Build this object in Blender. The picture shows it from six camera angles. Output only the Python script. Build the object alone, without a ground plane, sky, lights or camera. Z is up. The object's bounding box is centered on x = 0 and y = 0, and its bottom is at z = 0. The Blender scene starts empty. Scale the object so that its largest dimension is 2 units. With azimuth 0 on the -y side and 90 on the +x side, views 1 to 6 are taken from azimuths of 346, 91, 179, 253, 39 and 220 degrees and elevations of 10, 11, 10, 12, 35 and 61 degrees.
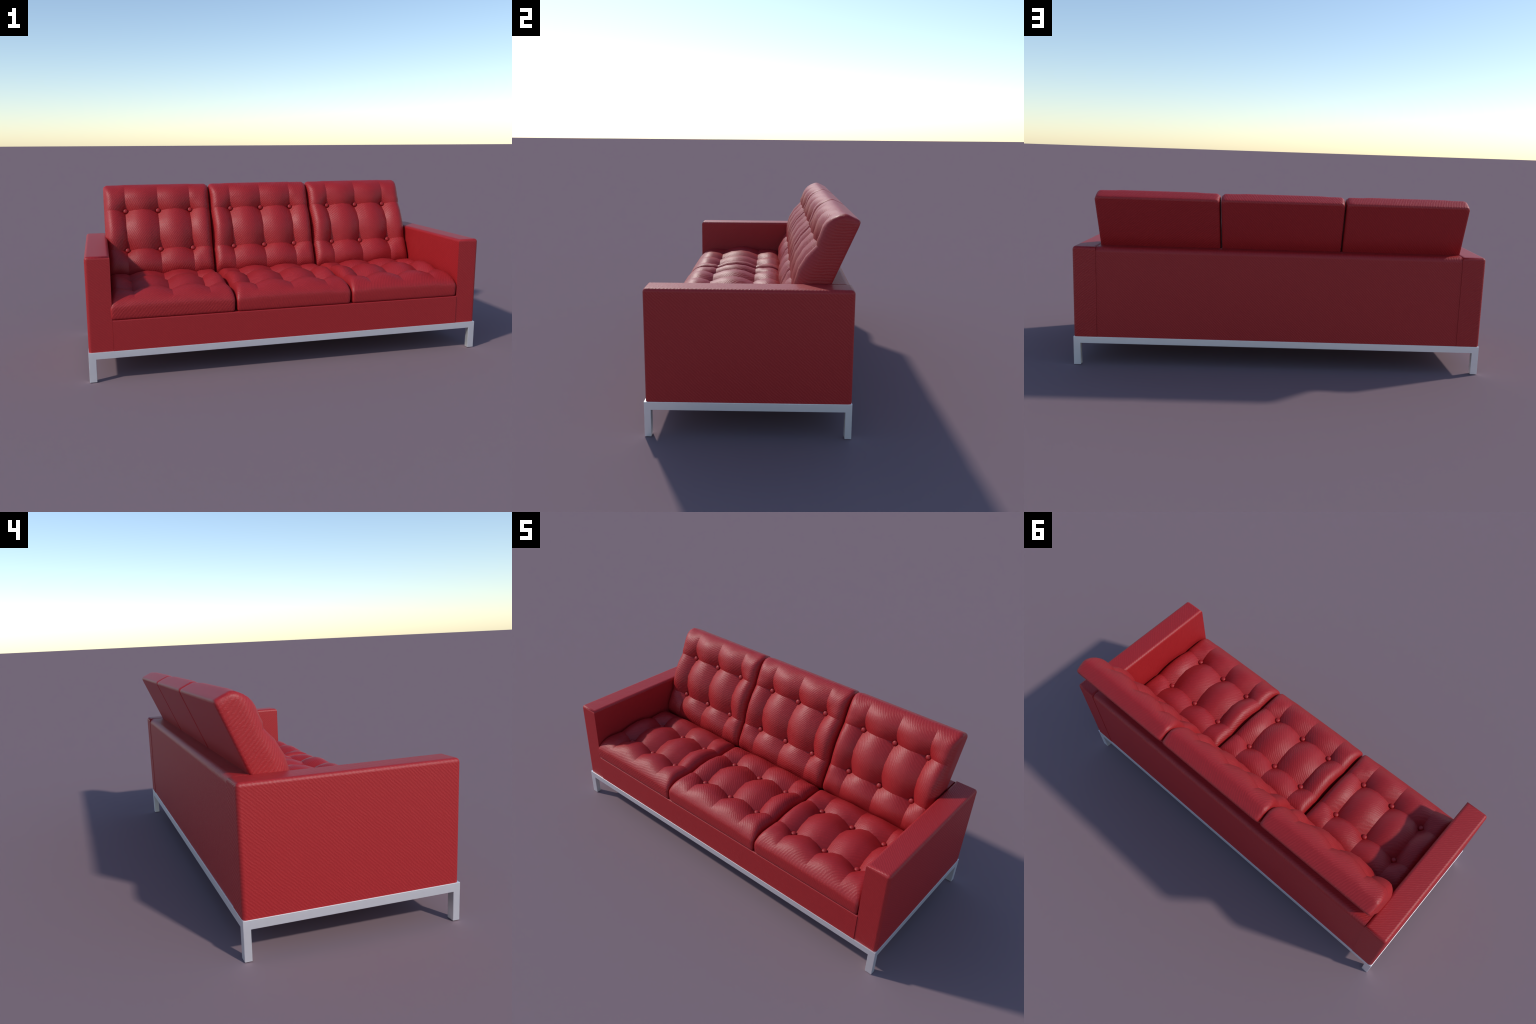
"""Three-seat tufted leather sofa on a slim square-tube steel base."""
import bpy, bmesh, math
from mathutils import Vector, Matrix

# ------------------------------------------------------------------ sizes (m)
HALF_W = 1.000                      # steel base, half width
BASE_Y0, BASE_Y1 = -0.4105, 0.3890   # steel base, front and rear faces
RAIL_Z0, RAIL_Z1 = 0.1095, 0.1415
TUBE_X, TUBE_Y = 0.034, 0.0265       # tube section seen from front / side
ARM_X0, ARM_X1 = 0.8855, 0.9980
ARM_Y0, ARM_Y1 = -0.4060, 0.3880
ARM_TOP = 0.5880
DECK_TOP = 0.2890
CUSHION_PITCH = 0.594
CUSHION_X = (-0.600, -0.006, 0.588)
HALF_CUSHION = 0.2948
COL = 0.180                          # button columns at -COL, 0, +COL
ROW = 0.1128                         # button rows at -ROW, +ROW
SEAT_Y, SEAT_Z = -0.1373, 0.3710     # centre of the seat tufting, button level
BACK_Y, BACK_Z = 0.2310, 0.6145      # centre of the back tufting, button level
BACK_LEAN = math.radians(23.6)


# ------------------------------------------------------------------ materials
class Graph:
    def __init__(self, name):
        self.mat = bpy.data.materials.new(name)
        self.mat.use_nodes = True
        self.nt = self.mat.node_tree
        self.nt.nodes.clear()
        self.out = self.nt.nodes.new("ShaderNodeOutputMaterial")
        self.bsdf = self.nt.nodes.new("ShaderNodeBsdfPrincipled")
        self.link(self.bsdf.outputs[0], self.out.inputs[0])

    def link(self, a, b):
        self.nt.links.new(a, b)

    def node(self, kind, **props):
        n = self.nt.nodes.new(kind)
        for k, v in props.items():
            setattr(n, k, v)
        return n

    def feed(self, sock, val):
        if isinstance(val, bpy.types.NodeSocket):
            self.link(val, sock)
        else:
            sock.default_value = val

    def math(self, op, a, b=0.0, c=0.0):
        n = self.node("ShaderNodeMath", operation=op)
        for s, v in zip(n.inputs, (a, b, c)):
            self.feed(s, v)
        return n.outputs[0]

    def noise(self, vec, scale, detail=2.0, rough=0.5):
        n = self.node("ShaderNodeTexNoise")
        self.link(vec, n.inputs["Vector"])
        n.inputs["Scale"].default_value = scale
        n.inputs["Detail"].default_value = detail
        n.inputs["Roughness"].default_value = rough
        return n.outputs[0]


LEATHER = (0.390, 0.0125, 0.0155, 1.0)
LEATHER_DARK = (0.345, 0.0100, 0.0125, 1.0)


def leather(name, k, pitch=0.0080, depth=0.00042):
    """Red leather whose grain runs in fine wavy ridges across direction k."""
    g = Graph(name)
    co = g.node("ShaderNodeTexCoord").outputs["Object"]
    kv = Vector(k).normalized()
    dot = g.node("ShaderNodeVectorMath", operation="DOT_PRODUCT")
    g.link(co, dot.inputs[0])
    dot.inputs[1].default_value = kv * (2 * math.pi / pitch)
    drift = g.math("MULTIPLY", g.noise(co, 14.0, 1.0), 7.0)
    jag = g.math("MULTIPLY", g.noise(co, 150.0, 2.0), 5.8)
    phase = g.math("ADD", g.math("ADD", dot.outputs["Value"], drift), jag)
    ridge = g.math("MULTIPLY_ADD", g.math("SINE", phase), 0.5, 0.5)
    fade = g.math("MULTIPLY_ADD", g.noise(co, 75.0, 3.0), 2.0, -0.25)
    pebble = g.noise(co, 330.0, 2.0, 0.6)
    height = g.math("ADD", g.math("MULTIPLY", ridge, fade),
                    g.math("MULTIPLY", pebble, 0.28))
    bump = g.node("ShaderNodeBump")
    bump.inputs["Strength"].default_value = 1.0
    bump.inputs["Distance"].default_value = depth
    g.link(height, bump.inputs["Height"])
    g.link(bump.outputs[0], g.bsdf.inputs["Normal"])
    mix = g.node("ShaderNodeMix", data_type="RGBA")
    g.link(g.math("MULTIPLY", height, 1.0), mix.inputs["Factor"])
    mix.inputs[6].default_value = LEATHER_DARK
    mix.inputs[7].default_value = LEATHER
    g.link(mix.outputs[2], g.bsdf.inputs["Base Color"])
    rough = g.math("MULTIPLY_ADD", pebble, 0.10, 0.46)
    g.link(rough, g.bsdf.inputs["Roughness"])
    g.bsdf.inputs["Specular IOR Level"].default_value = 0.5
    return g.mat


def steel():
    g = Graph("satin_steel")
    co = g.node("ShaderNodeTexCoord").outputs["Object"]
    n = g.noise(co, 60.0, 3.0)
    mix = g.node("ShaderNodeMix", data_type="RGBA")
    g.link(n, mix.inputs["Factor"])
    mix.inputs[6].default_value = (0.90, 0.905, 0.915, 1)
    mix.inputs[7].default_value = (0.93, 0.935, 0.945, 1)
    g.link(mix.outputs[2], g.bsdf.inputs["Base Color"])
    g.bsdf.inputs["Metallic"].default_value = 0.8
    g.link(g.math("MULTIPLY_ADD", n, 0.06, 0.42), g.bsdf.inputs["Roughness"])
    return g.mat


# ------------------------------------------------------------------ helpers
def new_object(name, mesh, parent=None, location=(0, 0, 0), material=None):
    ob = bpy.data.objects.new(name, mesh)
    bpy.context.scene.collection.objects.link(ob)
    ob.location = location
    if parent:
        ob.parent = parent
    if material:
        mesh.materials.append(material)
    return ob


def smooth_by_angle(mesh, angle=40):
    for p in mesh.polygons:
        p.use_smooth = True
    mesh.set_sharp_from_angle(angle=math.radians(angle))


def box_mesh(name, size, bevels, segments=3):
    """Box centred on its origin; bevels = function(mid, direction) -> width."""
    bm = bmesh.new()
    bmesh.ops.create_cube(bm, size=1.0)
    bmesh.ops.scale(bm, vec=size, verts=bm.verts)
    groups = {}
    for e in bm.edges:
        w = bevels((e.verts[0].co + e.verts[1].co) / 2,
                   (e.verts[0].co - e.verts[1].co).normalized())
        if w > 0:
            groups.setdefault(round(w, 5), []).append(e)
    for w in sorted(groups, reverse=True):
        edges = [e for e in groups[w] if e.is_valid]
        bmesh.ops.bevel(bm, geom=edges, offset=w, offset_type="OFFSET",
                        segments=segments, profile=0.5, affect="EDGES",
                        clamp_overlap=True)
    me = bpy.data.meshes.new(name)
    bm.to_mesh(me)
    bm.free()
    smooth_by_angle(me, 50)
    # flat faces keep flat normals, only the bevels blend
    return me


def weighted(ob):
    m = ob.modifiers.new("weighted", "WEIGHTED_NORMAL")
    m.keep_sharp = True


# ------------------------------------------------------------------ cushions
def cell_rise(v, lines, half, crest, reach, power):
    """0 on a tuft line, 1 half way between two lines; outer cells climb to
    `crest` near the rim.  `lines` are the tuft lines, symmetric about 0."""
    a = abs(v)
    lines = sorted(set(abs(l) for l in lines))
    if lines[0] > 1e-6:
        lines = [-lines[0]] + lines
    for l0, l1 in zip(lines, lines[1:]):
        if l0 <= a <= l1:
            t = (a - l0) / (l1 - l0) * 2 - 1
            return 1 - abs(t) ** power
    t = (a - lines[-1]) / (half - lines[-1])      # 0 .. 1 outward
    t = min(1.0, t / reach)
    return crest * (1 - (1 - t) ** power)


def spread(lines, half, n_in, rim):
    """Grid stations: n_in segments per inner cell, then outer cell stations
    at the given fractions, denser towards the rolled rim."""
    ls = sorted(lines)
    out = []
    for l0, l1 in zip(ls, ls[1:]):
        out += [l0 + (l1 - l0) * i / n_in for i in range(n_in)]
    out.append(ls[-1])
    w = half - ls[-1]
    right = [ls[-1] + w * f for f in rim]
    left = [-r for r in reversed(right)]
    return left + out + right


def cushion_mesh(name, half_x, half_s, floor, corner, material):
    """Tufted cushion.  Local x across, y along the slope (towards the back or
    the top), z out of the seat; z = 0 is the level of the buttons."""
    cols, rows = (-COL, 0.0, COL), (-ROW, ROW)
    N = 4
    rim_x = (0.16, 0.32, 0.48, 0.62, 0.74, 0.84, 0.915, 0.965, 0.99, 1.0)
    rim_s = (0.12, 0.24, 0.36, 0.48, 0.60, 0.71, 0.81, 0.895, 0.955, 0.988, 1.0)
    xs = spread(cols, half_x, N, rim_x)
    ss = spread(rows, half_s, N, rim_s)
    RX, RS = 0.038, 0.090            # width of the rolled rim
    DX, DS = 0.044, 0.058            # how far it rolls down
    FLOOR = floor
    EDGE = 0.011                     # radius at the lower edge

    def top(x, s):
        # seams: pulled down at the buttons, rising half way between them
        a = cell_rise(x, cols, half_x, 0.95, 0.62, 1.75)
        b = cell_rise(s, rows, half_s, 0.92, 0.50, 1.75)
        h = -0.0135 + 0.0465 * (a + b - a * b)
        # stuffing: every cell swells between its seams
        pa = cell_rise(x, cols, half_x, 1.0, 0.58, 2.1)
        pb = cell_rise(s, rows, half_s, 1.0, 0.50, 2.1)
        end = min(1.0, max(0.0, abs(s) - ROW) / 0.04)
        side = min(1.0, max(0.0, abs(x) - COL) / 0.04)
        h += 0.0275 * pa * pb * (1 - 0.40 * end) * (1 - 0.10 * side - 0.50 * end * side)
        ux = max(0.0, 1 - (half_x - abs(x)) / RX)
        us = max(0.0, 1 - (half_s - abs(s)) / RS)
        drop = math.hypot(DX * (1 - max(0.0, 1 - ux ** 1.8) ** (1 / 1.8)),
                          DS * (1 - max(0.0, 1 - us ** 1.7) ** (1 / 1.7)))
        # towards the rims the creases flatten out into one even roll
        fade_s = min(1.0, max(0.0, (us - 0.36) / 0.47)) ** 1.2
        fade_x = 0.62 * ux ** 1.4
        level = 0.039 - 0.005 * side
        f = max(fade_s, fade_x)
        return h * (1 - f) + level * f - min(drop, 0.074)

    bm = bmesh.new()
    grid = {}
    rx, rs = corner            # plan radius of the corners

    def plan(x, s):
        """round the plan corners slightly"""
        cx, cs = half_x - rx, half_s - rs
        px, ps = abs(x) - cx, abs(s) - cs
        if px > 0 and ps > 0:
            r = math.hypot(px / rx, ps / rs)
            m = max(px / rx, ps / rs)
            px, ps = px / r * m, ps / r * m
            x = math.copysign(cx + px, x)
            s = math.copysign(cs + ps, s)
        return x, s

    for i, x in enumerate(xs):
        for j, s in enumerate(ss):
            px, ps = plan(x, s)
            grid[i, j] = bm.verts.new((px, ps, top(x, s)))
    for i in range(len(xs) - 1):
        for j in range(len(ss) - 1):
            bm.faces.new((grid[i, j], grid[i + 1, j], grid[i + 1, j + 1], grid[i, j + 1]))
    ring = ([grid[i, 0] for i in range(len(xs))]
            + [grid[len(xs) - 1, j] for j in range(1, len(ss))]
            + [grid[i, len(ss) - 1] for i in range(len(xs) - 2, -1, -1)]
            + [grid[0, j] for j in range(len(ss) - 2, 0, -1)])
    # wall: straight down with a faint belly, then rolled under
    z_low = FLOOR + EDGE
    prev = ring
    steps = [(f, "wall") for f in (0.25, 0.5, 0.75, 1.0)] + \
            [(f, "roll") for f in (0.33, 0.66, 1.0)]
    for f, kind in steps:
        cur = []
        for v in ring:
            x, s, z = v.co
            if kind == "wall":
                zz = z + (z_low - z) * f
                inset = 0.0015 * f * f
            else:
                ang = f * math.pi / 2
                zz = z_low - EDGE * math.sin(ang)
                inset = 0.0015 + EDGE * (1 - math.cos(ang))
            fx = 1 - inset / half_x
            fs = 1 - inset / half_s
            cur.append(bm.verts.new((x * fx, s * fs, zz)))
        n = len(ring)
        for q in range(n):
            bm.faces.new((prev[q], cur[q], cur[(q + 1) % n], prev[(q + 1) % n]))
        prev = cur
    bm.faces.new(list(reversed(prev)))
    bmesh.ops.recalc_face_normals(bm, faces=bm.faces)
    # crisp pulled creases along the tuft lines
    for e in bm.edges:
        a, b = e.verts[0].co, e.verts[1].co
        on_col = any(abs(a.x - c) < 1e-5 and abs(b.x - c) < 1e-5 for c in cols) \
            and abs(a.y) < half_s - 0.010 and abs(b.y) < half_s - 0.010
        on_row = any(abs(a.y - r) < 1e-5 and abs(b.y - r) < 1e-5 for r in rows) \
            and abs(a.x) < half_x - 0.008 and abs(b.x) < half_x - 0.008
        if (on_col or on_row) and min(a.z, b.z) > -0.04:
            e.smooth = False
    for f in bm.faces:
        f.smooth = len(f.verts) == 4
    me = bpy.data.meshes.new(name)
    bm.to_mesh(me)
    bm.free()
    me.materials.append(material)
    return me


def button_mesh(material):
    bm = bmesh.new()
    bmesh.ops.create_uvsphere(bm, u_segments=20, v_segments=12, radius=1.0)
    bmesh.ops.scale(bm, vec=(0.0135, 0.0135, 0.0088), verts=bm.verts)
    for f in bm.faces:
        f.smooth = True
    me = bpy.data.meshes.new("button")
    bm.to_mesh(me)
    bm.free()
    me.materials.append(material)
    return me


# ------------------------------------------------------------------ build
sofa = bpy.data.objects.new("sofa", None)
bpy.context.scene.collection.objects.link(sofa)
sofa["label"] = "three-seat red leather sofa, button-tufted cushions, steel base"
sofa["category"] = "sofa"

steel_mat = steel()
m_arm = [leather("leather_armrest", (0.62, -0.70, 0.72)),
         leather("leather_armrest_mirrored", (0.62, 0.70, 0.72))]
m_panel = leather("leather_panel", (-0.68, 0.6, 0.72))
m_deck = leather("leather_deck", (0.68, 0.5, 0.72), depth=0.0003)
m_seat = [leather("leather_seat", (0.64, -0.77, -0.60), 0.0092, 0.00046),
          leather("leather_seat_turned", (0.77, 0.64, 0.40), 0.0092, 0.00046),
          leather("leather_seat_plain", (0.64, -0.77, 0.40), 0.0092, 0.00046)]
m_back = [leather("leather_back", (0.77, -0.64, 0.3), 0.0092, 0.00046),
          leather("leather_back_plain", (0.77, -0.64, -0.3), 0.0092, 0.00046),
          leather("leather_back_turned", (0.66, 0.75, 0.3), 0.0092, 0.00046)]
m_button = leather("leather_button", (0.7, 0.7, 0.2), 0.006, 0.0002)

# --- steel base: one mitred ring of square tube, four legs butted below it
def ring_mesh():
    bm = bmesh.new()
    ox, oy0, oy1 = HALF_W, BASE_Y0, BASE_Y1
    ix, iy0, iy1 = ox - TUBE_X, oy0 + TUBE_Y, oy1 - TUBE_Y
    outer = [(-ox, oy0), (ox, oy0), (ox, oy1), (-ox, oy1)]
    inner = [(-ix, iy0), (ix, iy0), (ix, iy1), (-ix, iy1)]
    def loop(pts, z):
        return [bm.verts.new((x, y, z)) for x, y in pts]
    ob, ot = loop(outer, RAIL_Z0), loop(outer, RAIL_Z1)
    ib, it = loop(inner, RAIL_Z0), loop(inner, RAIL_Z1)
    for q in range(4):
        r = (q + 1) % 4
        bm.faces.new((ob[q], ob[r], ot[r], ot[q]))
        bm.faces.new((ot[q], ot[r], it[r], it[q]))
        bm.faces.new((it[q], it[r], ib[r], ib[q]))
        bm.faces.new((ib[q], ib[r], ob[r], ob[q]))
    bmesh.ops.recalc_face_normals(bm, faces=bm.faces)
    bm.edges.ensure_lookup_table()
    edges = []
    for q in range(4):
        edges.append(bm.edges.get((ot[q], ot[(q + 1) % 4])))
        edges.append(bm.edges.get((ob[q], ot[q])))
    bmesh.ops.bevel(bm, geom=edges, offset=0.0018, offset_type="OFFSET",
                    segments=2, profile=0.5, affect="EDGES")
    me = bpy.data.meshes.new("base_frame")
    bm.to_mesh(me)
    bm.free()
    smooth_by_angle(me, 40)
    return me

base = new_object("base_frame", ring_mesh(), sofa, material=steel_mat)
weighted(base)
leg_me = box_mesh("leg", (TUBE_X, TUBE_Y, RAIL_Z0),
                  lambda m, d: 0.0018 if abs(d.z) > 0.9 else 0.0, 2)
leg_me.materials.append(steel_mat)
for sx in (-1, 1):
    for y in (BASE_Y0 + TUBE_Y / 2, BASE_Y1 - TUBE_Y / 2):
        leg = new_object("leg", leg_me, base,
                         (sx * (HALF_W - TUBE_X / 2), y, RAIL_Z0 / 2))
        weighted(leg)

# --- armrests
arm_h = ARM_TOP - (RAIL_Z1 - 0.0005)
arm_size = (ARM_X1 - ARM_X0, ARM_Y1 - ARM_Y0, arm_h)
for sx, mat in ((-1, m_arm[0]), (1, m_arm[1])):
    me = box_mesh("armrest", arm_size,
                  lambda m, d: (0.0 if m.z < -arm_h / 2 + 1e-4 else
                                0.003 if abs(d.z) > 0.9 and m.x * sx < 0 else 0.0150), 4)
    arm = new_object("armrest", me, sofa,
                     (sx * (ARM_X0 + ARM_X1) / 2, (ARM_Y0 + ARM_Y1) / 2,
                      ARM_TOP - arm_h / 2), mat)
    weighted(arm)

# --- back panel, soft upper rear edge
PANEL_Y0, PANEL_Y1 = 0.292, 0.3860
PANEL_TOP = 0.5865
ph = PANEL_TOP - (RAIL_Z1 - 0.0005)
def panel_bevel(m, d):
    if m.z < -ph / 2 + 1e-4:
        return 0.0
    if abs(d.x) > 0.9:
        return 0.026 if m.y > 0 else 0.008
    return 0.0025
me = box_mesh("back_panel", (2 * 0.8850, PANEL_Y1 - PANEL_Y0, ph), panel_bevel, 4)
panel = new_object("back_panel", me, sofa,
                   (0, (PANEL_Y0 + PANEL_Y1) / 2, PANEL_TOP - ph / 2), m_panel)
weighted(panel)

# --- seat deck with the front rail
DECK_Y0, DECK_Y1 = -0.4085, PANEL_Y0 - 0.0015
dh = DECK_TOP - 0.1300
INSET_Y0 = BASE_Y0 + TUBE_Y + 0.004
dh = DECK_TOP - (RAIL_Z1 - 0.0005)
me = box_mesh("seat_deck", (2 * 0.8850, DECK_Y1 - DECK_Y0, dh),
              lambda m, d: (0.0 if m.z < -dh / 2 + 1e-4 else
                            (0.007 if abs(d.x) > 0.9 else 0.0025)), 3)
deck = new_object("seat_deck", me, sofa,
                  (0, (DECK_Y0 + DECK_Y1) / 2, DECK_TOP - dh / 2), m_deck)
weighted(deck)

# --- cushions with their buttons
btn_me = button_mesh(m_button)
def add_cushion(name, mesh, loc, lean):
    ob = new_object(name, mesh, sofa, loc)
    ob.rotation_euler = (lean, 0, 0)
    for cx in (-COL, 0.0, COL):
        for cy in (-ROW, ROW):
            b = new_object("button", btn_me, ob, (cx, cy, 0.0018))
            b.rotation_euler = (0, 0, cx * 9 + cy * 17)
    return ob

for q, x in enumerate(CUSHION_X):
    me = cushion_mesh("seat_cushion", HALF_CUSHION - 0.002, 0.2745, -0.0825, (0.011, 0.010), m_seat[q])
    add_cushion("seat_cushion", me, (x, SEAT_Y, SEAT_Z), 0.0)
for q, x in enumerate(CUSHION_X):
    me = cushion_mesh("back_cushion", HALF_CUSHION, 0.2745, -0.0845, (0.019, 0.020), m_back[q])
    add_cushion("back_cushion", me, (x, BACK_Y, BACK_Z), math.pi / 2 - BACK_LEAN)
